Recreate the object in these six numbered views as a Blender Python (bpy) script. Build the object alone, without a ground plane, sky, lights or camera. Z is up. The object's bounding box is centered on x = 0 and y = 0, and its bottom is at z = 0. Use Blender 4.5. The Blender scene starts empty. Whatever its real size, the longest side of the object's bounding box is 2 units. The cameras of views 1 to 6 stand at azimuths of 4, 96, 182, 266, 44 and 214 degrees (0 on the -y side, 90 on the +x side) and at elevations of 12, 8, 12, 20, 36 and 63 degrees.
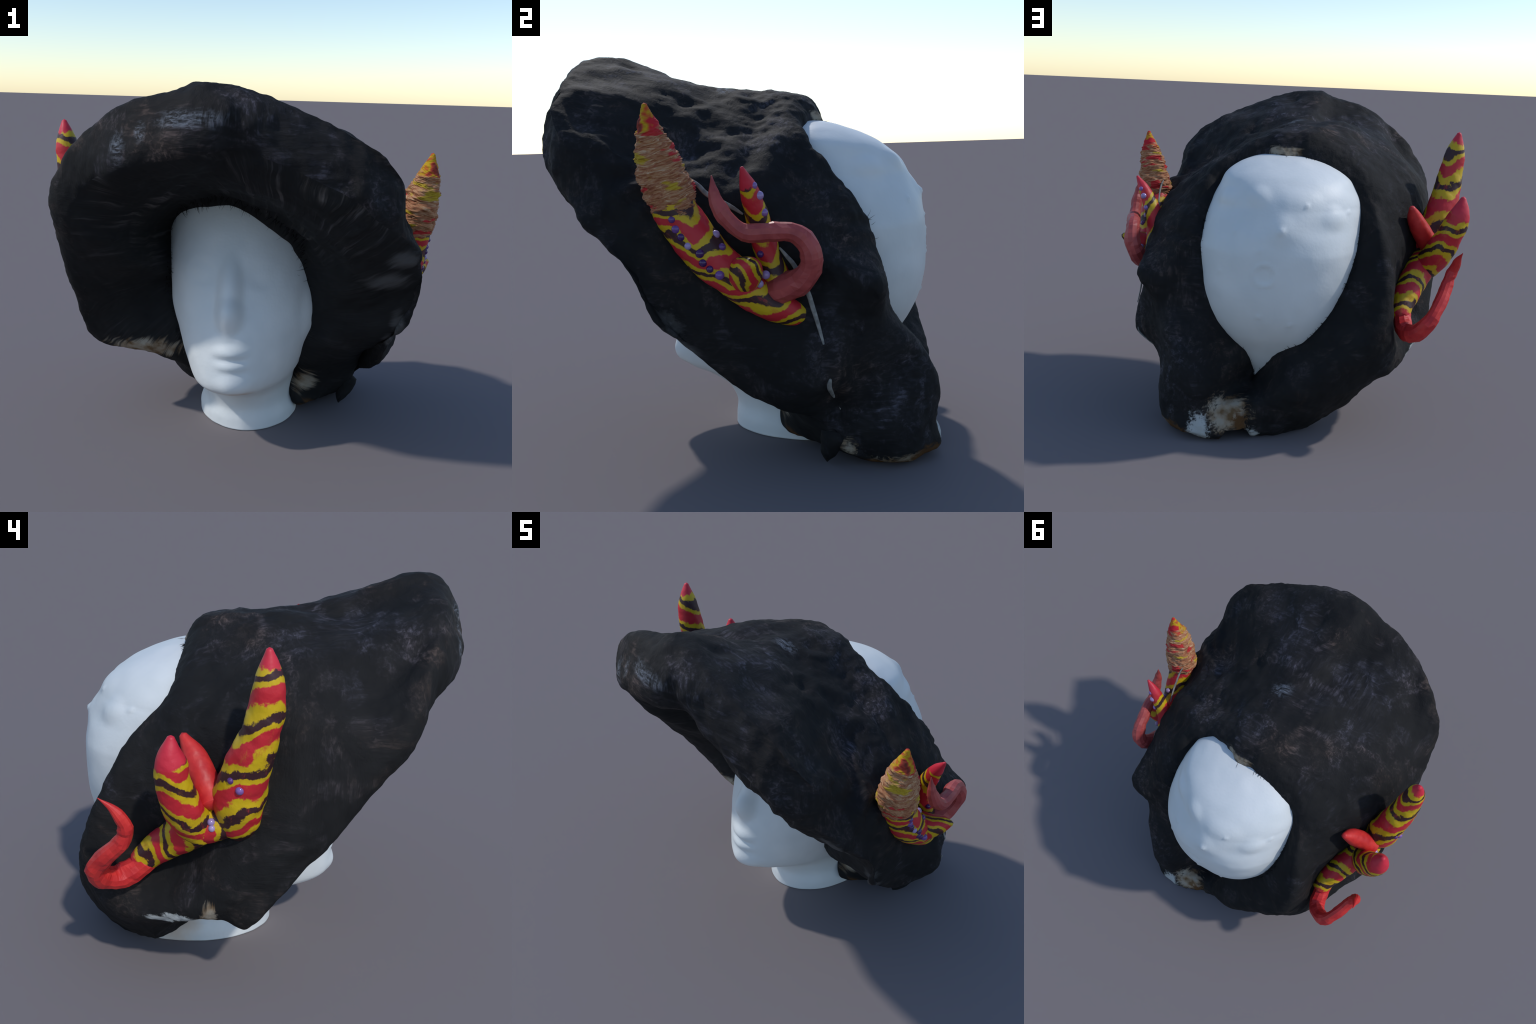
import bpy, bmesh, math
import numpy as np
from mathutils import Vector, Matrix, noise

# =====================================================================
# A white foam mannequin head wearing a big black fur hood that is open at
# the back of the head; on each side of the hood grows a striped coral-like
# "ear" made of tapering horns and a curled red tentacle.
# Frame: metres, z up, face looks towards -y, mannequin's left is +x.
# =====================================================================

def V(*a):
    return np.array(a, float)

# ---------------------------------------------------------------- helpers
def catmull(P, n, closed=False):
    """Centripetal-free Catmull-Rom resampling of rows P to n samples."""
    P = np.asarray(P, float)
    m = len(P)
    if closed:
        t = np.linspace(0, m, n, endpoint=False)
    else:
        t = np.linspace(0, m - 1, n)
    i = np.floor(t).astype(int)
    if not closed:
        i = np.minimum(i, m - 2)
    f = (t - i).reshape((-1,) + (1,) * (P.ndim - 1))
    if closed:
        g = lambda k: P[(i + k) % m]
    else:
        ext = np.concatenate([2 * P[:1] - P[1:2], P, 2 * P[-1:] - P[-2:-1]])
        g = lambda k: ext[i + k + 1]
    p0, p1, p2, p3 = g(-1), g(0), g(1), g(2)
    return 0.5 * (2 * p1 + (p2 - p0) * f + (2 * p0 - 5 * p1 + 4 * p2 - p3) * f ** 2
                  + (3 * p1 - p0 - 3 * p2 + p3) * f ** 3)


def fbm(p, scale, octaves=3, seed=0.0):
    v = Vector((p[0] * scale + seed, p[1] * scale - seed * .7, p[2] * scale + seed * .3))
    return noise.fractal(v, 0.9, 2.0, octaves, noise_basis='PERLIN_ORIGINAL')


def ball(p, c, r):
    """Smooth falloff 1 at c to 0 at distance r."""
    d = np.linalg.norm((np.asarray(p) - c) / r, axis=-1)
    return np.clip(1 - d * d, 0, 1) ** 2


def mesh_object(name, verts, faces, material, parent=None, matrix=None):
    me = bpy.data.meshes.new(name)
    me.from_pydata([tuple(map(float, v)) for v in verts], [], faces)
    me.polygons.foreach_set("use_smooth", [True] * len(me.polygons))
    me.materials.append(material)
    me.update()
    ob = bpy.data.objects.new(name, me)
    bpy.context.scene.collection.objects.link(ob)
    if parent:
        ob.parent = parent
    if matrix is not None:
        ob.matrix_world = matrix
    return ob


def grid_faces(rows, cols, wrap_cols=False, wrap_rows=False):
    out = []
    for r in range(rows if wrap_rows else rows - 1):
        for c in range(cols if wrap_cols else cols - 1):
            r2, c2 = (r + 1) % rows, (c + 1) % cols
            out.append((r * cols + c, r * cols + c2, r2 * cols + c2, r2 * cols + c))
    return out


def vertex_normals(G, wrap_u):
    """Normals of a (rows, cols, 3) grid."""
    du = np.gradient(G, axis=0)
    if wrap_u:
        du = (np.roll(G, -1, 0) - np.roll(G, 1, 0)) / 2
    dv = np.gradient(G, axis=1)
    n = np.cross(du, dv)
    n /= np.linalg.norm(n, axis=-1, keepdims=True) + 1e-9
    return n


# ---------------------------------------------------------------- materials
class Nodes:
    def __init__(self, name):
        self.mat = bpy.data.materials.new(name)
        self.mat.use_nodes = True
        self.t = self.mat.node_tree
        self.b = self.t.nodes["Principled BSDF"]

    def new(self, kind, **kw):
        n = self.t.nodes.new(kind)
        for k, v in kw.items():
            if hasattr(n, k):
                setattr(n, k, v)
        return n

    def put(self, node, key, val):
        s = node.inputs[key]
        if isinstance(val, bpy.types.NodeSocket):
            self.t.links.new(val, s)
        else:
            s.default_value = val

    def coord(self):
        return self.new("ShaderNodeTexCoord").outputs["Object"]

    def mapping(self, vec, scale=(1, 1, 1), loc=(0, 0, 0), rot=(0, 0, 0)):
        m = self.new("ShaderNodeMapping")
        self.put(m, "Vector", vec)
        self.put(m, "Scale", scale)
        self.put(m, "Location", loc)
        self.put(m, "Rotation", rot)
        return m.outputs[0]

    def noise(self, vec, scale, detail=3, rough=.5, distortion=0.0):
        n = self.new("ShaderNodeTexNoise")
        for k, v in (("Vector", vec), ("Scale", scale), ("Detail", detail), ("Roughness", rough), ("Distortion", distortion)):
            self.put(n, k, v)
        return n.outputs[0]

    def math(self, op, a, b=0.0, clamp=False):
        n = self.new("ShaderNodeMath", operation=op, use_clamp=clamp)
        self.put(n, 0, a)
        self.put(n, 1, b)
        return n.outputs[0]

    def ramp(self, fac, stops, constant=False):
        r = self.new("ShaderNodeValToRGB")
        r.color_ramp.interpolation = 'CONSTANT' if constant else 'LINEAR'
        e = r.color_ramp.elements
        while len(e) < len(stops):
            e.new(0.5)
        for el, (p, c) in zip(e, stops):
            el.position = p
            el.color = (*c, 1) if not isinstance(c, (int, float)) else (c, c, c, 1)
        self.put(r, 0, fac)
        return r.outputs[0]

    def step(self, val, lo, hi):
        m = self.new("ShaderNodeMapRange", interpolation_type='SMOOTHSTEP')
        self.put(m, 0, val)
        self.put(m, 1, lo)
        self.put(m, 2, hi)
        return m.outputs[0]

    def mix(self, fac, a, b):
        n = self.new("ShaderNodeMix", data_type='RGBA')
        self.put(n, 0, fac)
        for key, v in ((6, a), (7, b)):
            if isinstance(v, tuple):
                v = (*v, 1)
            self.put(n, key, v)
        return n.outputs[2]

    def dist(self, vec, point, scale=(1, 1, 1)):
        """Distance from point, measured in ellipsoid radii 'scale'."""
        s = self.new("ShaderNodeVectorMath", operation='SUBTRACT')
        self.put(s, 0, vec)
        self.put(s, 1, point)
        d = self.new("ShaderNodeVectorMath", operation='DIVIDE')
        self.put(d, 0, s.outputs[0])
        self.put(d, 1, scale)
        l = self.new("ShaderNodeVectorMath", operation='LENGTH')
        self.put(l, 0, d.outputs[0])
        return l.outputs["Value"]

    def axis(self, vec, k):
        s = self.new("ShaderNodeSeparateXYZ")
        self.put(s, 0, vec)
        return s.outputs[k]

    def bump(self, height, strength=.3, distance=.01):
        n = self.new("ShaderNodeBump")
        self.put(n, "Height", height)
        self.put(n, "Strength", strength)
        self.put(n, "Distance", distance)
        self.put(self.b, "Normal", n.outputs[0])

    def finish(self, color, rough=.7, spec=.3):
        self.put(self.b, "Base Color", color)
        self.put(self.b, "Roughness", rough)
        self.put(self.b, "Specular IOR Level", spec)
        return self.mat


def spots(n, co, places, jitter, soft=.35):
    """Mask: union of noisy-edged ellipsoids (centre, radii)."""
    total = None
    for c, r in places:
        d = n.math('ADD', n.dist(co, c, r), jitter)
        m = n.step(d, 1.0 + soft, 1.0 - soft)
        total = m if total is None else n.math('MAXIMUM', total, m)
    return total


def fur_material():
    n = Nodes("black_fur")
    co = n.coord()
    # strands: noise stretched along the lie of the hair, three lies mixed by patches
    a = n.noise(n.mapping(co, (62, 62, 8), rot=(.5, .3, .2)), 1.0, 5, .62, .5)
    b = n.noise(n.mapping(co, (9, 55, 62), rot=(.2, -.4, .6)), 1.0, 5, .62, .5)
    c = n.noise(n.mapping(co, (58, 9, 58), rot=(-.3, .2, .7)), 1.0, 5, .62, .5)
    lie = n.noise(n.mapping(co, (1, 1, 1), (3.1, 0, 1.7)), 2.4, 2)
    strand = n.mix(n.step(lie, .42, .50), a, n.mix(n.step(lie, .52, .60), b, c))
    strand_v = n.math('MULTIPLY', strand, 1.0)
    fine = n.step(strand_v, .44, .70)
    patch = n.step(n.noise(co, 6.0, 4, .62, 1.0), .47, .66)
    jit = n.math('MULTIPLY', n.math('SUBTRACT', n.noise(co, 8, 4, .65), .5), 2.2)
    # fur sheen painted into the colour: patches of grey-blue or brownish hair
    sheen = spots(n, co, PAINTED_SHEEN, jit, .7)
    amount = n.math('ADD', n.math('MULTIPLY', patch, n.math('ADD', .36, n.math('MULTIPLY', sheen, .60))), n.math('MULTIPLY', sheen, .16), True)
    grey = n.math('MULTIPLY', n.math('ADD', n.math('MULTIPLY', fine, .85), .15), amount)
    hue = n.noise(n.mapping(co, (1, 1, 1), (0, 5.2, 0)), 2.8, 3)
    greyc = n.ramp(hue, [(.40, (.088, .086, .112)), (.5, (.098, .084, .094)), (.60, (.105, .076, .066))])
    base = n.ramp(n.noise(co, 7, 4), [(.3, (.0105, .0107, .0115)), (.7, (.0155, .0155, .0162))])
    col = n.mix(grey, base, greyc)
    bright = spots(n, co, WHITE_HAIR, n.math('MULTIPLY', jit, 1.0), .6)
    col = n.mix(n.math('MULTIPLY', bright, n.step(strand_v, .40, .66)), col, (.15, .168, .20))
    # bare hide and pale under-hair along the cut edges, frayed along the strands
    jit2 = n.math('ADD', n.math('MULTIPLY', n.math('SUBTRACT', strand_v, .5), 2.2), n.math('MULTIPLY', jit, .35))
    hide = spots(n, co, HIDE, jit2, .30)
    hidec = n.ramp(n.noise(co, 14, 3), [(.36, (.13, .080, .040)), (.5, (.25, .20, .145)), (.64, (.30, .27, .22))])
    col = n.mix(hide, col, hidec)
    pale = spots(n, co, PALE, jit2, .30)
    col = n.mix(pale, col, (.40, .42, .42))
    tuft = spots(n, co, TUFT, jit2, .45)
    col = n.mix(n.math('MULTIPLY', tuft, n.math('ADD', .35, n.math('MULTIPLY', fine, .65))), col, (.15, .15, .155))
    brown = spots(n, co, BROWN, jit2, .4)
    col = n.mix(brown, col, (.095, .048, .020))
    h = n.math('ADD', strand_v, n.math('MULTIPLY', n.noise(co, 26, 3), .6))
    n.bump(h, .40, .010)
    return n.finish(col, .78, .12)


def lining_material():
    """Long hair on the inside of the opening, combed from the lip towards the face."""
    n = Nodes("long_fur_lining")
    co = n.coord()
    bend = n.mapping(co, (1, 1, 1), (2, 0, 0))
    x, y, z = (n.axis(co, k) for k in range(3))
    h = n.math('SUBTRACT', z, .80)
    angle = n.math('ARCTAN2', x, h)
    reach = n.math('SQRT', n.math('ADD', n.math('MULTIPLY', x, x), n.math('MULTIPLY', h, h)))
    sweep = n.math('ADD', n.math('MULTIPLY', angle, 26.0), n.math('MULTIPLY', reach, 14.0))
    polar = n.new("ShaderNodeCombineXYZ")
    n.put(polar, 0, n.math('ADD', sweep, n.math('MULTIPLY', n.noise(co, 4, 2), 4.0)))
    n.put(polar, 1, n.math('MULTIPLY', reach, 2.6))
    n.put(polar, 2, n.math('MULTIPLY', y, 2.2))
    strand = n.noise(polar.outputs[0], 1.0, 5, .60, .2)
    patch = n.step(n.noise(bend, 2.6, 3, .6, .5), .46, .66)
    up = n.step(n.axis(co, 2), .7, 1.25)
    fine = n.step(strand, .48, .72)
    amount = n.math('MULTIPLY', patch, n.math('ADD', .25, n.math('MULTIPLY', up, .75)))
    greyc = n.ramp(n.noise(co, 3, 2), [(.4, (.075, .070, .078)), (.6, (.095, .085, .082))])
    base = n.ramp(n.noise(co, 7, 4), [(.3, (.0105, .0107, .0115)), (.7, (.0155, .0155, .0160))])
    col = n.mix(n.math('MULTIPLY', fine, amount), base, greyc)
    jit = n.math('MULTIPLY', n.math('SUBTRACT', strand, .5), 2.4)
    hidec = n.ramp(n.noise(co, 14, 3), [(.36, (.13, .080, .040)), (.5, (.25, .20, .145)), (.64, (.30, .27, .22))])
    col = n.mix(spots(n, co, HIDE, jit, .35), col, hidec)
    col = n.mix(n.math('MULTIPLY', spots(n, co, TUFT, jit, .6), .45), col, (.15, .15, .155))
    col = n.mix(spots(n, co, BROWN, jit, .4), col, (.095, .048, .020))
    n.bump(n.math('ADD', strand, n.math('MULTIPLY', n.noise(co, 20, 3), .5)), .45, .012)
    return n.finish(col, .75, .14)


def foam_material():
    n = Nodes("white_foam")
    co = n.coord()
    col = n.ramp(n.noise(co, 5, 4), [(.35, (.640, .675, .690)), (.65, (.700, .725, .735))])
    jit = n.math('MULTIPLY', n.math('SUBTRACT', n.noise(co, 12, 3), .5), .8)
    stain = spots(n, co, STAIN, jit, .5)
    col = n.mix(n.math('MULTIPLY', stain, .6), col, (.50, .33, .20))
    # hairline scratch on the side of the skull
    n.bump(n.math('ADD', n.noise(co, 60, 3), n.noise(co, 14, 2)), .12, .006)
    return n.finish(col, .5, .35)


def bead_material():
    n = Nodes("purple_glass_bead")
    r = n.new("ShaderNodeObjectInfo").outputs["Random"]
    col = n.ramp(r, [(.15, (.05, .010, .10)), (.5, (.17, .07, .30)), (.85, (.36, .27, .50))])
    return n.finish(col, .12, .6)


RED, YELLOW, DARK = (.50, .018, .030), (.55, .37, .006), (.040, .012, .016)


def paint_material(name, freq, phase, tip_at, wobble=.9, tilt=(0.0, 0.0)):
    """Hand painted bands: red fields edged in yellow, dark bands between.
    Local z of each horn runs from its root to its tip."""
    n = Nodes(name)
    co = n.coord()
    z = n.axis(co, 2)
    s = n.math('ADD', z, n.math('ADD', n.math('MULTIPLY', n.axis(co, 0), tilt[0]), n.math('MULTIPLY', n.axis(co, 1), tilt[1])))
    w = n.math('SUBTRACT', n.noise(n.mapping(co, (1, 1, 1), (phase * 3, phase * 5, 0)), 6.5, 1), .5)
    w2 = n.math('SUBTRACT', n.noise(n.mapping(co, (1, 1, .6), (phase * 9, 1.3, phase)), 11, 0), .5)
    rag = n.math('SUBTRACT', n.noise(co, 45, 4, .6), .5)
    t = n.math('ADD', n.math('MULTIPLY', s, freq), phase)
    t = n.math('ADD', t, n.math('MULTIPLY', w, wobble * 1.35))
    t = n.math('ADD', t, n.math('MULTIPLY', rag, .24))
    f = n.math('FRACT', t)
    # uneven widths: the brush widens the red in one place, the dark in another
    f = n.math('ADD', f, n.math('MULTIPLY', n.math('MULTIPLY', w2, .9), n.math('MULTIPLY', f, n.math('SUBTRACT', 1.0, f))))
    col = n.ramp(f, [(0, DARK), (.15, DARK), (.18, YELLOW), (.34, YELLOW), (.38, RED), (.72, RED), (.76, YELLOW), (.92, YELLOW), (.96, DARK)])
    smear = n.step(n.noise(n.mapping(co, (24, 24, 9)), 1.0, 5, .75), .54, .74)
    col = n.mix(n.math('MULTIPLY', smear, .70), col, n.ramp(n.noise(co, 18, 2), [(.4, RED), (.6, (.42, .16, .012))]))
    tipz = n.math('ADD', z, n.math('MULTIPLY', rag, .05))
    col = n.mix(n.step(tipz, tip_at - .006, tip_at + .006), col, (.55, .022, .045))
    n.bump(n.math('ADD', n.noise(co, 40, 4), n.math('MULTIPLY', rag, .5)), .3, .006)
    return n.finish(col, .5, .4)


def red_material(name, color, dark):
    n = Nodes(name)
    co = n.coord()
    col = n.ramp(n.noise(co, 13, 4, .6), [(.35, dark), (.62, color)])
    n.bump(n.noise(co, 30, 3), .25, .006)
    return n.finish(col, .48, .4)


def thread_material():
    n = Nodes("wound_thread")
    co = n.coord()
    fib = n.noise(n.mapping(co, (14, 14, 75), rot=(.12, .1, 0)), 1.0, 6, .7, 1.6)
    col = n.ramp(fib, [(.30, (.15, .045, .025)), (.44, (.34, .13, .065)), (.57, (.46, .25, .13)), (.70, (.60, .46, .33))])
    rag = n.math('SUBTRACT', n.noise(n.mapping(co, (9, 9, 34)), 1.0, 3), .5)
    seen = n.noise(n.mapping(co, (7, 7, 20)), 1.0, 2)
    col = n.mix(n.math('MULTIPLY', n.step(seen, .57, .63), .85), col, (.50, .36, .02))
    col = n.mix(n.math('MULTIPLY', n.step(seen, .405, .365), .9), col, RED)
    z = n.math('ADD', n.axis(co, 2), n.math('MULTIPLY', rag, .10))
    capc = n.ramp(n.noise(co, 14, 2), [(.44, RED), (.49, (.50, .16, .02)), (.55, (.50, .34, .01)), (.62, (.42, .05, .03)), (.70, (.12, .03, .02))])
    col = n.mix(n.step(z, .325, .345), col, capc)
    n.bump(fib, .5, .008)
    return n.finish(col, .75, .2)


def plain(name, color, rough=.6, spec=.3, var=.25, scale=30):
    n = Nodes(name)
    co = n.coord()
    lo = tuple(c * (1 - var) for c in color)
    hi = tuple(min(1, c * (1 + var)) for c in color)
    col = n.ramp(n.noise(co, scale, 3), [(.35, lo), (.65, hi)])
    return n.finish(col, rough, spec)


# places (centre, radii) used by the masks -- all in the object's own frame
PAINTED_SHEEN = [((.10, -.84, 1.68), (.40, .16, .10)), ((-.28, -.82, 1.60), (.25, .2, .14)), ((.5, -.76, 1.50), (.28, .2, .14)), ((.66, -.70, 1.33), (.16, .16, .12)),
         ((.05, -.38, 1.70), (.28, .20, .15)), ((.28, .16, 1.51), (.20, .16, .12)), ((-.05, -.12, 1.66), (.20, .14, .12)),
         ((.45, .06, 1.38), (.16, .14, .12)), ((.62, .62, .42), (.25, .3, .26)), ((.68, .52, .98), (.14, .18, .14)),
         ((-.37, -.34, 1.61), (.24, .15, .12)), ((-.30, .15, 1.55), (.16, .12, .12)), ((-.52, -.10, 1.54), (.12, .10, .1)), ((-.62, -.55, 1.60), (.14, .14, .1)),
         ((-.05, .22, 1.6), (.16, .10, .1)), ((.50, -.30, 1.2), (.2, .2, .2)), ((.2, -.55, 1.40), (.25, .22, .14))]
WHITE_HAIR = [((-.375, -.80, 1.615), (.022, .06, .035)), ((-.17, -.84, 1.67), (.14, .06, .035)), ((-.47, -.74, 1.53), (.03, .06, .07)), ((.03, -.10, 1.66), (.07, .04, .05))]
HIDE = [((-.52, .04, .40), (.17, .16, .06)), ((-.80, .245, .475), (.08, .030, .060)), ((-.78, .26, .42), (.08, .05, .03)), ((.26, .84, .15), (.10, .10, .10)),
        ((.58, .72, .03), (.10, .14, .03)), ((.66, .46, .08), (.04, .05, .06)), ((.02, .33, 1.49), (.09, .05, .025)), ((.36, .08, .20), (.07, .14, .07))]
PALE = [((.41, .86, .05), (.055, .10, .09)), ((.13, .84, .0), (.04, .06, .06)), ((-.75, .36, .425), (.10, .08, .020)), ((-.70, .45, .40), (.08, .06, .014))]
TUFT = [((.80, -.28, .66), (.03, .08, .07)), ((.77, -.20, .56), (.03, .08, .05)), ((.72, -.45, .93), (.10, .10, .05)), ((.78, -.56, 1.06), (.06, .06, .05))]
BROWN = [((.20, .84, .10), (.03, .05, .06)), ((.36, .28, .03), (.06, .10, .07)), ((.55, .80, .03), (.10, .10, .04)), ((.5, .6, .0), (.25, .3, .03))]
STAIN = [((.02, -.36, .285), (.09, .10, .03)), ((-.05, .4, .10), (.3, .12, .15))]

MAT_FUR = fur_material()
MAT_LINING = lining_material()
MAT_FOAM = foam_material()
MAT_BAND_A = paint_material("painted_bands", 5.2, .10, .40, .85, (.9, .5))
MAT_GEM = bead_material()
MAT_TRIM = plain("grey_felt_edge", (.22, .22, .21), .8, .2, .3, 40)


# ================================================================ mannequin
def smooth_rows(rows, n):
    return catmull(np.array(rows, float), n)


def build_mannequin():
    root = bpy.data.objects.new("mannequin_head", None)
    bpy.context.scene.collection.objects.link(root)
    root.location = (0.04, .2, 0)
    root["label"] = "white smooth foam mannequin head with faint face features"
    root["category"] = "mannequin head"
    # horizontal slices: height, front y, back y, half width, centre x
    slices = [
        (.000, -.090, .66, .276, .036), (.050, -.088, .66, .276, .036), (.110, -.082, .63, .256, .036),
        (.165, -.105, .60, .248, .036), (.215, -.150, .58, .250, .036), (.262, -.245, .58, .258, .038),
        (.300, -.345, .59, .270, .040), (.345, -.382, .615, .292, .042), (.430, -.382, .67, .334, .046),
        (.530, -.368, .748, .378, .050), (.640, -.345, .804, .418, .052), (.760, -.306, .836, .442, .048),
        (.880, -.262, .844, .456, .038), (1.00, -.210, .842, .462, .032), (1.12, -.152, .818, .450, .020),
        (1.22, -.090, .774, .424, .004), (1.30, -.025, .718, .380, .004), (1.365, .038, .640, .340, .012),
        (1.415, .095, .545, .272, .020), (1.450, .160, .450, .195, .028), (1.470, .235, .370, .100, .030), (1.474, .285, .305, .010, .030)]
    rows = smooth_rows(slices, 190)
    na = 220
    ang = np.linspace(0, 2 * np.pi, na, endpoint=False)
    G = np.zeros((len(rows), na, 3))
    for k, (z, yf, yb, hw, xc) in enumerate(rows):
        cy = yf + (yb - yf) * .50
        # superellipse, fuller behind than in front
        c, s = np.cos(ang), np.sin(ang)
        e = np.where(s > 0, np.interp(z, [.5, .8, 1.0, 1.12, 1.22, 1.35], [2.4, 2.4, 2.3, 1.95, 1.75, 1.95]), np.interp(z, [.35, .7], [1.85, 1.95]))
        rad = (np.abs(c) ** e + np.abs(s) ** e) ** (-1 / e)
        G[k, :, 1] = cy + (yb - yf) / 2 * s * rad
        turn = .12 * min(1, z / .3)          # the head is turned a little on its neck
        G[k, :, 0] = xc + hw * c * rad + turn * np.minimum(0, G[k, :, 1] - .2)
        G[k, :, 2] = z
    P = G.reshape(-1, 3)
    N = -vertex_normals(G.transpose(1, 0, 2), True).transpose(1, 0, 2).reshape(-1, 3)
    ctr = V(.03, .2, .8)
    N *= np.sign(np.sum(N * (P - ctr), 1, keepdims=True))
    d = np.zeros(len(P))
    front = (P[:, 1] < .1)

    def bumpat(c, r, a, mask=None):
        w = ball(P, np.array(c), np.array(r)) * a
        return w if mask is None else w * mask
    f = front.astype(float)
    # face: nose, brow, eye sockets, lips, chin
    d += bumpat((-.035, -.32, .80), (.085, .3, .24), .050, f)
    d += bumpat((-.03, -.34, .70), (.095, .3, .10), .040, f)
    d += bumpat((-.20, -.33, .90), (.12, .25, .10), -.026, f)
    d += bumpat((.13, -.35, .90), (.12, .25, .10), -.022, f)
    d += bumpat((-.20, -.33, .90), (.085, .25, .065), .016, f)
    d += bumpat((.14, -.35, .90), (.085, .25, .065), .012, f)
    d += bumpat((-.02, -.41, .525), (.12, .2, .05), .020, f)
    d += bumpat((-.01, -.40, .455), (.11, .2, .035), .014, f)
    d += bumpat((-.02, -.41, .49), (.13, .2, .022), -.008, f)
    d += bumpat((.01, -.38, .36), (.13, .2, .08), .018, f)
    d += bumpat((.37, -.05, .66), (.07, .16, .20), .020)       # ear of the mannequin, half under the fur
    d += bumpat((-.38, -.05, .66), (.07, .16, .20), .015)
    # back of the skull: soft knobs, a step below the crown, moulding cap and pimples
    d += bumpat((.02, .823, 1.134), (.10, .14, .10), .010) + bumpat((.02, .835, 1.128), (.03, .08, .03), .014)
    d += bumpat((-.241, .672, 1.187), (.08, .14, .08), .014)
    d += bumpat((.324, .593, 1.256), (.09, .14, .07), .015)
    d += bumpat((.149, .713, 1.288), (.08, .14, .07), .013)
    d += bumpat((-.06, .73, 1.28), (.14, .16, .07), .006)
    d += bumpat((.15, .80, 1.16), (.16, .16, .08), -.007) + bumpat((-.14, .78, 1.14), (.10, .16, .09), -.007)
    r = np.linalg.norm((P - V(.096, .86, .905))[:, [0, 2]], axis=1)
    cap = np.exp(-((r - .056) / .006) ** 2) * .006 - np.clip(1 - (r / .05) ** 4, 0, 1) * .004
    d += cap * (P[:, 1] > .5)
    for c in [(.255, .76, 1.11), (.125, .845, 1.03), (.33, .72, .90), (.12, .81, .68), (-.04, .79, .64), (-.10, .73, 1.25), (-.32, .6, 1.21)]:
        d += bumpat(c, (.016, .1, .016), .008)
    d += np.array([fbm(p, 7, 2, 3.1) for p in P]) * .003
    P = P + N * d[:, None]
    P[:, 2] = np.maximum(P[:, 2], 0.0)
    G = P.reshape(G.shape)
    faces = grid_faces(len(rows), na, wrap_cols=True)
    n0 = len(P)
    verts = np.vstack([P, [G[0].mean(0)], [G[-1].mean(0)]])
    faces += [(n0, (i + 1) % na, i) for i in range(na)]
    top = (len(rows) - 1) * na
    faces += [(n0 + 1, top + i, top + (i + 1) % na) for i in range(na)]
    whole = mesh_object("whole", verts, faces, MAT_FOAM)
    bm = bmesh.new()
    bm.from_mesh(whole.data)
    bmesh.ops.recalc_face_normals(bm, faces=bm.faces)
    bm.to_mesh(whole.data)
    bm.free()
    whole.data.update()
    vn = [v.normal.copy() for v in whole.data.vertices]
    # split below the jaw into neck and head; shared border, shared normals
    jaw = {i for i, p in enumerate(verts) if p[2] < .205 + .14 * max(0, p[1])}
    for name, want in (("neck", True), ("head", False)):
        keep = [tuple(p.vertices) for p in whole.data.polygons if (all(v in jaw for v in p.vertices)) == want]
        used = sorted({v for f_ in keep for v in f_})
        re = {v: i for i, v in enumerate(used)}
        ob = mesh_object(name, [verts[v] for v in used], [tuple(re[v] for v in f_) for f_ in keep], MAT_FOAM)
        ob.data.normals_split_custom_set_from_vertices([vn[v] for v in used])
        ob.parent = root
        ob.matrix_parent_inverse = Matrix.Translation(-root.location)
    bpy.data.objects.remove(whole)
    return root


# ================================================================ hood
# Sections of the fur hood, taken round the face opening (first the crown,
# then down the +x side, under the nape and up the -x side).  Every section
# runs: face contact, lip of the opening, front of the roll, crest of the
# roll, two points of the outside, edge at the back, contact with the skull.
SECTIONS = []


def section(face, lip, roll, crest, side, flank, edge, skull):
    SECTIONS.append([face, lip, roll, crest, side, flank, edge, skull])


section((-0.070, -0.150, 1.276), (0.066, -0.795, 1.544), (0.090, -0.807, 1.721), (-0.090, -0.671, 1.815), (-0.074, -0.267, 1.680), (0.084, -0.003, 1.615), (0.087, 0.262, 1.586), (0.037, 0.366, 1.464))
section((0.120, -0.200, 1.219), (0.488, -0.800, 1.366), (0.473, -0.765, 1.597), (0.377, -0.682, 1.688), (0.297, -0.247, 1.567), (0.276, 0.029, 1.464), (0.256, 0.237, 1.493), (0.205, 0.310, 1.410))
section((0.250, -0.222, 1.141), (0.639, -0.733, 1.253), (0.720, -0.667, 1.401), (0.671, -0.662, 1.480), (0.546, -0.278, 1.331), (0.489, 0.039, 1.357), (0.443, 0.321, 1.369), (0.374, 0.359, 1.279))
section((0.338, -0.189, 1.051), (0.773, -0.631, 1.162), (0.777, -0.520, 1.240), (0.712, -0.435, 1.301), (0.696, -0.189, 1.204), (0.716, 0.099, 1.192), (0.561, 0.452, 1.163), (0.460, 0.518, 1.099))
section((0.360, -0.080, 0.805), (0.821, -0.547, 1.070), (0.823, -0.440, 1.096), (0.834, -0.272, 1.103), (0.784, 0.020, 1.015), (0.780, 0.292, 0.978), (0.627, 0.546, 0.967), (0.459, 0.577, 0.977))
section((0.361, -0.078, 0.613), (0.868, -0.361, 0.894), (0.858, -0.318, 0.873), (0.837, -0.100, 0.819), (0.762, 0.189, 0.781), (0.808, 0.445, 0.845), (0.748, 0.618, 0.800), (0.416, 0.605, 0.842))
section((0.338, -0.042, 0.445), (0.814, -0.231, 0.647), (0.774, -0.182, 0.579), (0.770, 0.051, 0.394), (0.864, 0.306, 0.455), (0.765, 0.473, 0.638), (0.642, 0.628, 0.661), (0.360, 0.637, 0.707))
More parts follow.
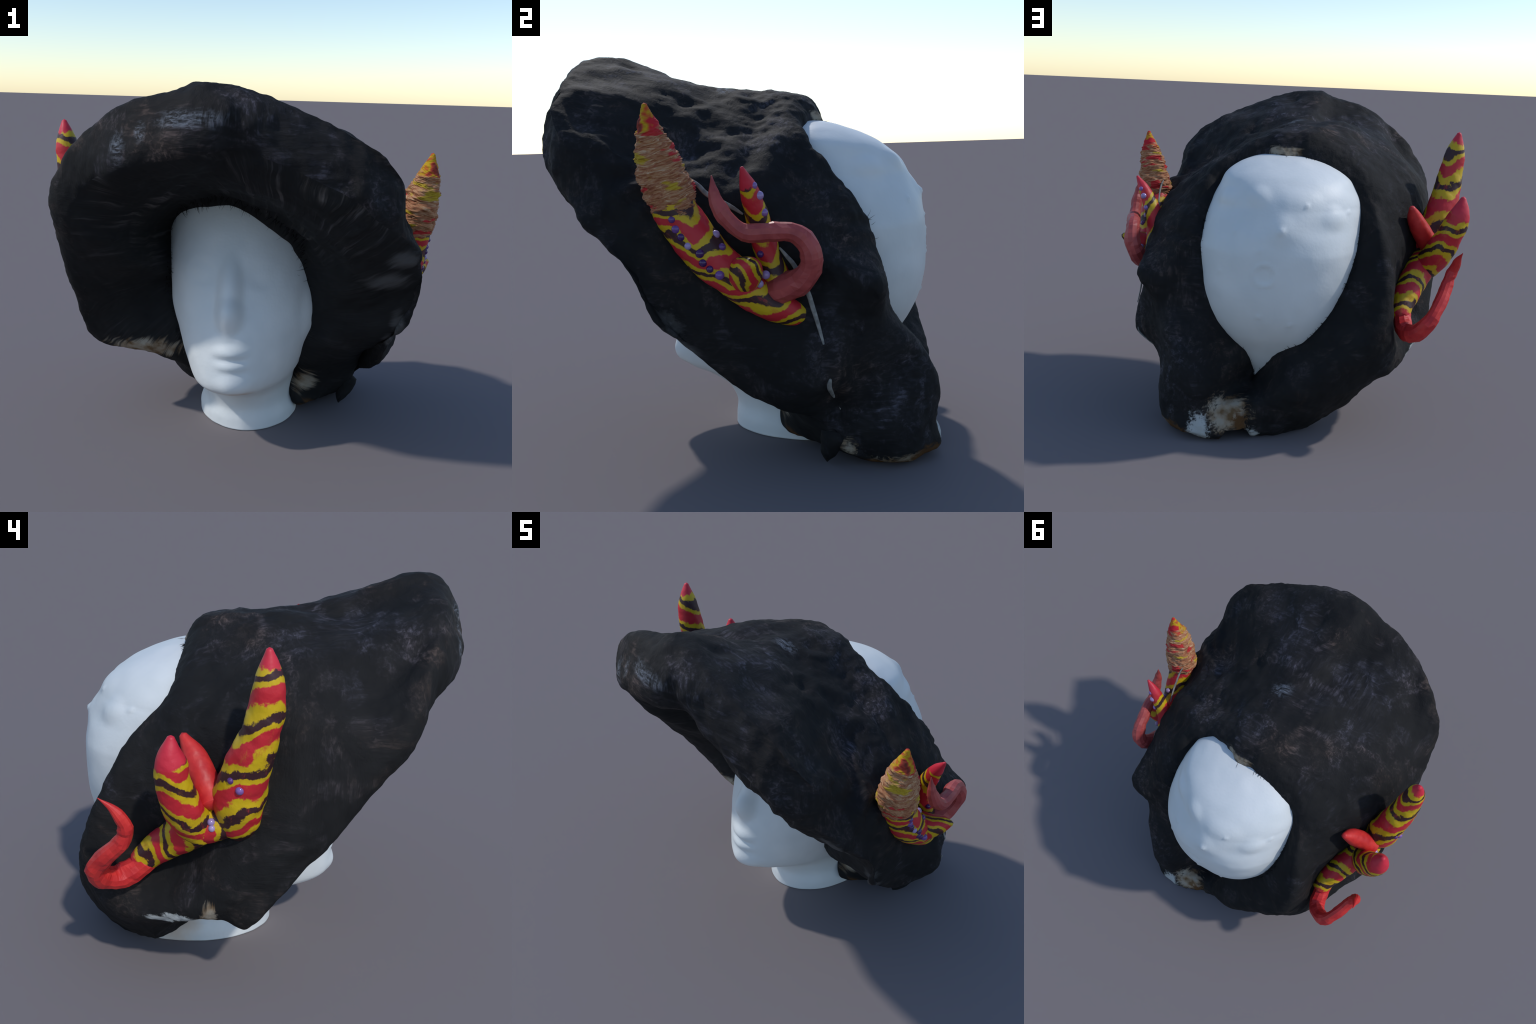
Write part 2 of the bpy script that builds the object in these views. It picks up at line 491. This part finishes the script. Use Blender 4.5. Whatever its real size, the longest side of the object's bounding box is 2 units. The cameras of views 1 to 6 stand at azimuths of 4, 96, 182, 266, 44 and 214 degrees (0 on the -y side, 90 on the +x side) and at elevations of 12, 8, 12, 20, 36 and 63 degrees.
section((0.324, 0.172, 0.228), (0.663, 0.166, 0.374), (0.654, 0.282, 0.367), (0.666, 0.338, 0.228), (0.697, 0.462, 0.327), (0.647, 0.621, 0.437), (0.539, 0.789, 0.487), (0.265, 0.643, 0.539))
section((0.321, 0.168, 0.067), (0.605, 0.471, 0.048), (0.592, 0.576, 0.030), (0.585, 0.594, 0.021), (0.620, 0.685, 0.050), (0.595, 0.761, 0.167), (0.426, 0.859, 0.296), (0.184, 0.638, 0.417))
section((0.234, 0.287, 0.058), (0.416, 0.522, 0.037), (0.398, 0.654, 0.018), (0.368, 0.730, 0.010), (0.390, 0.815, 0.004), (0.423, 0.881, 0.056), (0.305, 0.805, 0.198), (0.149, 0.568, 0.293))
section((0.050, 0.375, 0.051), (0.071, 0.525, 0.046), (-0.002, 0.630, 0.028), (-0.107, 0.666, 0.009), (-0.059, 0.717, 0.015), (0.036, 0.798, 0.075), (0.107, 0.815, 0.229), (0.136, 0.573, 0.267))
section((-0.120, 0.359, 0.072), (-0.279, 0.457, 0.055), (-0.329, 0.499, 0.066), (-0.359, 0.517, 0.090), (-0.285, 0.643, 0.097), (-0.168, 0.805, 0.165), (-0.068, 0.867, 0.306), (0.016, 0.684, 0.441))
section((-0.222, 0.313, 0.153), (-0.378, 0.250, 0.267), (-0.517, 0.461, 0.271), (-0.519, 0.523, 0.279), (-0.460, 0.668, 0.266), (-0.368, 0.794, 0.347), (-0.257, 0.846, 0.446), (-0.159, 0.713, 0.553))
section((-0.331, 0.060, 0.420), (-0.562, 0.123, 0.361), (-0.726, 0.328, 0.404), (-0.705, 0.436, 0.402), (-0.634, 0.623, 0.401), (-0.558, 0.750, 0.514), (-0.469, 0.812, 0.628), (-0.295, 0.697, 0.739))
section((-0.375, 0.032, 0.545), (-0.814, 0.073, 0.428), (-0.843, 0.087, 0.545), (-0.824, 0.229, 0.588), (-0.614, 0.419, 0.658), (-0.581, 0.661, 0.782), (-0.528, 0.734, 0.855), (-0.363, 0.657, 0.900))
section((-0.422, 0.067, 0.739), (-0.779, -0.181, 0.764), (-0.872, -0.225, 0.869), (-0.881, -0.035, 0.920), (-0.741, 0.211, 1.018), (-0.596, 0.449, 1.090), (-0.498, 0.601, 1.111), (-0.391, 0.543, 1.110))
section((-0.408, -0.008, 0.880), (-0.764, -0.501, 1.131), (-0.864, -0.493, 1.282), (-0.835, -0.272, 1.266), (-0.746, 0.013, 1.311), (-0.590, 0.264, 1.327), (-0.451, 0.422, 1.322), (-0.354, 0.436, 1.277))
section((-0.416, 0.093, 1.046), (-0.656, -0.626, 1.350), (-0.709, -0.599, 1.532), (-0.668, -0.463, 1.464), (-0.614, -0.159, 1.498), (-0.455, 0.089, 1.514), (-0.325, 0.317, 1.480), (-0.253, 0.402, 1.376))
section((-0.337, -0.042, 1.197), (-0.470, -0.776, 1.444), (-0.486, -0.721, 1.660), (-0.541, -0.620, 1.677), (-0.425, -0.344, 1.604), (-0.285, -0.051, 1.643), (-0.202, 0.247, 1.577), (-0.146, 0.367, 1.454))
section((-0.197, -0.128, 1.265), (-0.151, -0.833, 1.510), (-0.122, -0.830, 1.725), (-0.252, -0.669, 1.778), (-0.228, -0.365, 1.622), (-0.131, -0.049, 1.639), (-0.095, 0.289, 1.589), (-0.058, 0.361, 1.461))

# how far the lining swells towards the opening, section by section
SWELL = [.12, .13, .15, .15, .10, .02, .01, .03, 0, 0, 0, 0, .02, .05, .06, .02, .10, .14, .06, .0]

SKULL = V(.03, .2, .85)
AROUND, ALONG = 440, 190


def hood_surface():
    prof = []
    for s, swell in zip(SECTIONS, SWELL):
        s = np.array(s)
        face, lip, skull = s[0], s[1], s[7]
        inside = face + (SKULL - face) * .22
        mid = face * .5 + lip * .5
        mid = mid + V(0, -1, -.22) * swell          # the fur lining swells or hollows
        tuck = skull + (SKULL - skull) * .20
        prof.append(np.vstack([inside, face, mid, s[1:8], tuck]))
    A = np.array(prof)                            # sections x points x 3
    A = catmull(A, AROUND, closed=True)           # round the opening
    A = catmull(A.transpose(1, 0, 2), ALONG)      # along each section
    return A.transpose(1, 0, 2)                   # AROUND x ALONG x 3


def build_fringe(G, parent):
    """Fine hairs that stand out from the edges where fur meets the foam."""
    rng = np.random.default_rng(11)
    verts, faces = [], []
    face_row, skull_row = int(ALONG * .80 / 10), int(ALONG * 9.15 / 10)
    for row, count, length, middle, away in ((face_row, 520, .055, V(-.03, -.30, .80), V(0, -.75, 0)), (skull_row, 620, .032, V(.04, .80, .95), V(0, .55, 0))):
        for _ in range(count):
            a = int(rng.integers(AROUND))
            p = G[a, row]
            if p[2] < .25:
                continue
            p = p + (G[a, row + int(rng.integers(-3, 4))] - p)
            to = middle - p
            to = to / (np.linalg.norm(to) + 1e-9) + away
            side = G[(a + 3) % AROUND, row] - p
            side = side / (np.linalg.norm(side) + 1e-9)
            lift = (p - SKULL) / np.linalg.norm(p - SKULL)
            L = length * rng.uniform(.5, 1.3)
            d = to + side * rng.normal(0, .40) + lift * rng.uniform(.0, .35)
            d /= np.linalg.norm(d)
            curl = side * rng.normal(0, .25) - lift * .2
            w = np.cross(d, lift)
            r = rng.uniform(.0012, .0024)
            n0 = len(verts)
            for k in range(4):
                t = k / 3
                c = p + d * L * t + curl * L * t * t
                rr = r * (1 - t) + .0002
                for q in range(3):
                    an = q * 2.094
                    verts.append(c + w * math.cos(an) * rr + lift * math.sin(an) * rr)
            for k in range(3):
                for q in range(3):
                    faces.append((n0 + k * 3 + q, n0 + k * 3 + (q + 1) % 3, n0 + k * 3 + 3 + (q + 1) % 3, n0 + k * 3 + 3 + q))
    ob = mesh_object("fur_fringe", verts, faces, MAT_FUR)
    ob["kind"] = "stuff"
    ob.parent = parent
    ob.matrix_parent_inverse = Matrix.Translation(-parent.location)


def build_hood():
    root = bpy.data.objects.new("fur_hood", None)
    bpy.context.scene.collection.objects.link(root)
    root.location = (0, .3, 0)
    root["label"] = "black fur hood with striped horned ears and red tentacles"
    root["category"] = "fur hat"
    G = hood_surface()
    N = vertex_normals(G, True)
    out = G - (SKULL + V(0, .05, -.05))
    if np.mean(np.sum(N * out, -1)[:, ALONG // 2]) < 0:
        N = -N
    P = G.reshape(-1, 3)
    Nf = N.reshape(-1, 3)
    v = np.tile(np.linspace(0, 1, ALONG), AROUND)       # 0 at the face, 1 in the skull
    ends = np.clip(np.minimum(v, 1 - v) / .12, 0, 1)
    d = np.zeros(len(P))
    rough_side = np.clip((P[:, 0] + .25) / .5, .25, 1) * np.clip((P[:, 2] - .7) / .5, .30, 1)
    for i, p in enumerate(P):
        if ends[i] == 0:
            continue
        lump = fbm(p, 2.6, 2, 1.7) * .009
        # irregular folds run obliquely over the crown, from the roll back to the skull
        along = p[0] * .45 - p[1] * .35 + p[2] * .5
        across = p[0] * .9 + p[1] * 1.0 + .22 * fbm(p, 2.6, 2, 7.0)
        fold = noise.noise(Vector((across * 6.0, along * 3.4, p[2] * 3.0 + 4.0)))
        crease = .5 - abs(noise.noise(Vector((across * 4.5 + 9, along * 3.0, p[2] * 3.5))))
        d[i] = lump + (fold * .021 + (crease - .3) * .030) * rough_side[i] + fbm(p, 9, 3, 2.9) * (.006 + .007 * rough_side[i]) + fbm(p, 24, 3, 4.4) * .0032
    d *= ends
    # folds: dents pressed in at each side where the front flap laps the nape
    warp = np.array([[fbm(p, 5, 2, 1.0), fbm(p, 5, 2, 6.0), 0] for p in P]) * .07
    for c, r, a in DENTS:
        d -= ball(P + warp, np.array(c), np.array(r)) * a * (v > .3)
    for c, r, a in FOLDS:
        d -= ball(P, np.array(c), np.array(r)) * a * (v > .3)
    P = P + Nf * d[:, None]
    # notch in the nape where the two flaps meet above the ground
    notch = .062 * np.clip((.085 - np.abs(P[:, 0] - .215)) / .03, 0, 1) * np.clip((P[:, 1] - .60) / .1, 0, 1)
    P[:, 2] = np.maximum(P[:, 2], .002 + notch)
    faces = grid_faces(AROUND, ALONG, wrap_rows=True)
    # split: lining (inside of the opening) and fur shell share a border at the lip
    lip = int(ALONG * 3.0 / 10)
    whole = mesh_object("whole", P, faces, MAT_FUR)
    bm = bmesh.new()
    bm.from_mesh(whole.data)
    bmesh.ops.recalc_face_normals(bm, faces=bm.faces)
    bm.to_mesh(whole.data)
    bm.free()
    whole.data.update()
    vn = [x.normal.copy() for x in whole.data.vertices]
    for name, test, mat in (("hood_lining", lambda c: c < lip, MAT_LINING), ("fur_shell", lambda c: c >= lip, MAT_FUR)):
        keep = [tuple(p.vertices) for p in whole.data.polygons if test(min(x % ALONG for x in p.vertices))]
        used = sorted({x for f in keep for x in f})
        re = {x: i for i, x in enumerate(used)}
        ob = mesh_object(name, P[used], [tuple(re[x] for x in f) for f in keep], mat)
        ob.data.normals_split_custom_set_from_vertices([vn[x] for x in used])
        ob.parent = root
        ob.matrix_parent_inverse = Matrix.Translation(-root.location)
    bpy.data.objects.remove(whole)
    build_fringe(P.reshape(AROUND, ALONG, 3), root)
    return root


DENTS = [((.09, .07, 1.61), (.08, .10, .12), .034), ((.025, -.53, 1.75), (.10, .08, .12), .024), ((.26, -.24, 1.58), (.08, .16, .14), .022),
         ((.36, -.05, 1.46), (.07, .14, .14), .018), ((.02, -.84, 1.62), (.07, .1, .12), .022), ((.60, -.62, 1.48), (.08, .12, .12), .014)]
FOLDS = [((-.66, .28, .42), (.12, .07, .20), .04), ((-.70, .30, .58), (.12, .05, .13), .015),
         ((.83, .38, .50), (.14, .045, .12), .03), ((.70, .42, .27), (.14, .05, .18), .03),
         ((.155, .86, .16), (.035, .12, .12), .035), ((.17, .86, .05), (.03, .12, .09), .025)]


# ================================================================ ears
def tube(name, spine, radii, material, parent, segs=40, rings=90, lumps=.05, seed=0.0, ridge=None, facets=False):
    """Tapered limb along a spine; local z of the object runs root -> tip."""
    S = catmull(np.array(spine, float), rings)
    R = catmull(np.array(radii, float)[:, None], rings)[:, 0].clip(.0015)
    a, b = Vector(S[0]), Vector(S[-1])
    zax = (b - a).normalized()
    rot = zax.to_track_quat('Z', 'Y').to_matrix().to_4x4()
    M = Matrix.Translation(a) @ rot
    T = np.gradient(S, axis=0)
    T /= np.linalg.norm(T, axis=1, keepdims=True)
    u = np.cross(T[0], V(0, 0, 1) if abs(T[0][2]) < .9 else V(1, 0, 0))
    rows = []
    for i in range(rings):
        u = u - T[i] * (u @ T[i])
        u /= np.linalg.norm(u)
        w = np.cross(T[i], u)
        for k in range(segs):
            t = 2 * math.pi * k / segs
            dirn = math.cos(t) * u + math.sin(t) * w
            p = S[i] + dirn * R[i]
            r = R[i] * (1 + lumps * fbm(p, 12, 3, seed) * 1.6)
            if ridge:
                r += ridge(i / (rings - 1), t, p) * min(1, R[i] / .03)
            rows.append(S[i] + dirn * r)
    Mi = M.inverted()
    verts = [Mi @ Vector(p) for p in rows]
    verts += [Mi @ Vector(S[0] - T[0] * R[0] * .5), Mi @ Vector(S[-1] + T[-1] * R[-1] * .6)]
    faces = grid_faces(rings, segs, wrap_cols=True)
    n0 = rings * segs
    faces += [(n0, (k + 1) % segs, k) for k in range(segs)]
    faces += [(n0 + 1, n0 - segs + k, n0 - segs + (k + 1) % segs) for k in range(segs)]
    ob = mesh_object(name, verts, faces, material)
    bm = bmesh.new()
    bm.from_mesh(ob.data)
    bmesh.ops.recalc_face_normals(bm, faces=bm.faces)
    bm.to_mesh(ob.data)
    bm.free()
    if facets:
        ob.data.polygons.foreach_set("use_smooth", [False] * len(ob.data.polygons))
    ob.parent = parent
    ob.matrix_world = M
    return ob


def strap(name, pts, width, thick, material, parent, inward):
    """Thin felt edge that stands between ear and fur."""
    S = catmull(np.array(pts, float), 40)
    T = np.gradient(S, axis=0)
    T /= np.linalg.norm(T, axis=1, keepdims=True)
    verts, n = [], 8
    for i, p in enumerate(S):
        w = np.cross(T[i], np.array(inward))
        w /= np.linalg.norm(w)
        h = np.cross(w, T[i])
        taper = math.sin(math.pi * min(1, max(0, (i + 1) / 41))) ** .4
        for k in range(n):
            t = 2 * math.pi * k / n
            verts.append(p + (w * math.cos(t) * width + h * math.sin(t) * thick) * taper)
    faces = grid_faces(len(S), n, wrap_cols=True)
    faces += [tuple(range(n)), tuple(range(len(verts) - n, len(verts)))[::-1]]
    ob = mesh_object(name, verts, faces, material)
    ob.parent = parent
    ob.matrix_parent_inverse = parent.matrix_world.inverted()
    return ob


def bead_mesh(r):
    bm = bmesh.new()
    bmesh.ops.create_uvsphere(bm, u_segments=16, v_segments=10, radius=r)
    me = bpy.data.meshes.new("bead")
    bm.to_mesh(me)
    bm.free()
    me.polygons.foreach_set("use_smooth", [True] * len(me.polygons))
    me.materials.append(MAT_GEM)
    return me


def ear_root(hood, at):
    e = bpy.data.objects.new("horned_ear", None)
    bpy.context.scene.collection.objects.link(e)
    e.parent = hood
    bpy.context.view_layer.update()
    e.matrix_world = Matrix.Translation(at)
    bpy.context.view_layer.update()
    return e


def wound(u, t, p):
    """Threads wound round the tip of the horn: uneven, lumpy, crossing ridges."""
    turn = u * 40 + t / (2 * math.pi) + 3.2 * fbm(p, 8, 3, 2.2)
    k = 1 if u < .76 else .35
    return (.0026 * math.sin(2 * math.pi * turn) + .012 * fbm((p[0], p[1], p[2] * 2.6), 18, 4, 6.0) + .006 * fbm(p, 9, 2, 3.0)) * k


def rings_of(count, amp):
    return lambda u, t, p: amp * math.sin(2 * math.pi * (u * count + .6 * fbm(p, 9, 2, 5.5)))


def build_ears(hood):
    M = lambda *a, **k: paint_material("painted_bands", *a, **k)
    red_right = red_material("rose_red_tentacle", (.42, .075, .070), (.30, .045, .045))
    red_left = red_material("scarlet_tentacle", (.62, .035, .030), (.48, .018, .022))
    # ---------------- ear on the +x side
    e = ear_root(hood, (.82, .15, .8))
    tube("horn", [(.670, .40, .665), (.765, .27, .70), (.815, .147, .763), (.838, .037, .86), (0.845, -.06, .95), (0.845, -.155, 1.083), (0.855, -.195, 1.16)],
         [.03, .05, .066, .078, .086, .086, .085], M(6.0, .15, 9, 1.0, tilt=(.8, .9)), e, seed=1.1)
    tube("thread_winding", [(0.852, -.165, 1.11), (0.858, -.195, 1.19), (0.875, -.228, 1.29), (0.892, -.246, 1.375), (0.903, -.256, 1.45), (0.912, -.264, 1.525)],
         [.074, .094, .087, .069, .040, .010], thread_material(), e, segs=64, rings=220, seed=2.1, ridge=wound)
    tube("horn", [(0.790, .21, .80), (0.780, .164, .936), (0.790, .137, 1.051), (0.820, .122, 1.128), (0.865, .103, 1.215), (0.907, .088, 1.284)],
         [.056, .053, .050, .044, .032, .007], M(5.6, .45, .43, .9, tilt=(.6, -.6)), e, seed=3.1)
    tube("stub_horn", [(0.830, .06, .865), (0.890, .085, .885), (0.945, .115, .915), (0.984, .132, .934)],
         [.075, .066, .045, .014], M(4.2, .32, 9, 1.2, tilt=(4, 2)), e, seed=4.1)
    tube("tentacle", [(0.772, .12, .775), (0.807, .19, .805), (0.837, .27, .835), (0.862, .325, .89), (0.877, .335, .955), (0.884, .300, 1.015), (0.890, .250, 1.04),
                      (0.912, .169, 1.043), (0.922, .085, 1.047), (0.927, .020, 1.110), (0.922, -.014, 1.18), (0.912, -.025, 1.258)],
         [.055, .058, .055, .047, .043, .041, .039, .036, .036, .031, .024, .002], red_right, e, segs=11, rings=44, lumps=.10, seed=5.1, ridge=rings_of(9, .0022), facets=True)
    for pts in RIGHT_STRAPS:
        strap("felt_edge", pts, .010, .005, MAT_TRIM, e, (1, 0, 0))
    beads(e, RIGHT_BEADS)
    tube("hem_tab", [(.62, .40, .16), (.595, .385, .09), (.572, .374, .035), (.564, .371, .004)], [.05, .042, .024, .003], MAT_FUR, hood, segs=16, rings=24, lumps=.15, seed=12.0)
    # ---------------- ear on the -x side
    e = ear_root(hood, (-.78, .3, .8))
    tube("horn", [(-.770, .125, .850), (-.810, .140, .925), (-.838, .135, 1.030), (-.880, .112, 1.155), (-.912, .080, 1.278), (-.933, .057, 1.394), (-.948, .052, 1.517), (-.960, .058, 1.616)],
         [.060, .092, .104, .090, .077, .068, .051, .012], M(5.4, .35, .735, .75, tilt=(-.5, .6)), e, rings=120, seed=6.1)
    tube("horn", [(-.770, .28, .84), (-.840, .345, .95), (-.900, .388, 1.085), (-.936, .40, 1.194), (-.950, .398, 1.288)],
         [.07, .080, .070, .057, .014], M(6.4, .25, .405, .75, tilt=(.5, .6)), e, seed=7.1)
    tube("red_horn", [(-.82, .24, .98), (-.755, .28, 1.07), (-.710, .32, 1.145), (-.680, .362, 1.215)],
         [.058, .054, .046, .016], red_left, e, seed=8.1)
    tube("horn", [(-.80, .14, .93), (-.79, .22, .89), (-.755, .304, .850), (-.70, .39, .78), (-.655, .475, .70), (-.635, .54, .635)],
         [.060, .078, .082, .076, .066, .050], M(7.0, .60, 9, .9, tilt=(.4, .4)), e, seed=9.1)
    tube("tentacle", [(-.655, .50, .66), (-.655, .56, .61), (-.665, .625, .58), (-.715, .69, .602), (-0.773, .708, .672), (-0.833, .645, .768), (-0.868, .585, .842), (-0.893, .573, .915), (-0.908, .61, .985), (-0.918, .669, 1.037)],
         [.046, .052, .050, .046, .042, .036, .033, .029, .018, .001], red_left, e, segs=12, rings=44, lumps=.10, seed=10.1, ridge=rings_of(8, .002), facets=True)
    beads(e, LEFT_BEADS)


def beads(parent, places):
    me = bead_mesh(.0165)
    for k, p in enumerate(places):
        ob = bpy.data.objects.new("bead", me)
        bpy.context.scene.collection.objects.link(ob)
        ob.parent = parent
        s = .85 + .3 * ((k * 37) % 10) / 10
        sink = -.005 if p[0] > 0 else .0
        ob.matrix_world = Matrix.Translation((p[0] + sink, p[1], p[2])) @ Matrix.Scale(s, 4)


# felt edge of the ear's backing, showing between the ear and the fur
RIGHT_STRAPS = [[(.79, -.125, 1.24), (.797, -.095, 1.215), (.80, -.06, 1.18), (.79, .02, 1.135), (.777, .07, 1.10)],
                [(.80, .21, .97), (.81, .24, .935), (.812, .27, .895), (.82, .315, .80), (.822, .335, .735), (.827, .355, .665), (.840, .374, .595)],
                [(.832, .397, .455), (.814, .392, .414), (.714, .408, .341)], [(.654, .428, .291), (.648, .45, .245), (.649, .468, .209)]]
# rows of glass beads along the painted bands
RIGHT_BEADS = [(.935, -.177, 1.10), (.927, -.165, 1.063), (.928, -.146, 1.033), (.932, -.121, .999), (.930, -.078, .970), (.927, -.068, .934),
               (.926, -.043, .910), (.926, -.007, .886), (.880, -.024, 1.034), (.895, .0, .988), (.835, .139, .95), (.87, .16, .875), (.882, .137, .843),
               (.878, .126, 1.215), (.860, .144, 1.176), (.842, .158, 1.11)]
LEFT_BEADS = [(-.935, .178, 1.119), (-.948, .144, 1.085), (-.853, .246, .916), (-.861, .243, .893)]

build_mannequin()
hood = build_hood()
build_ears(hood)
bpy.context.view_layer.update()
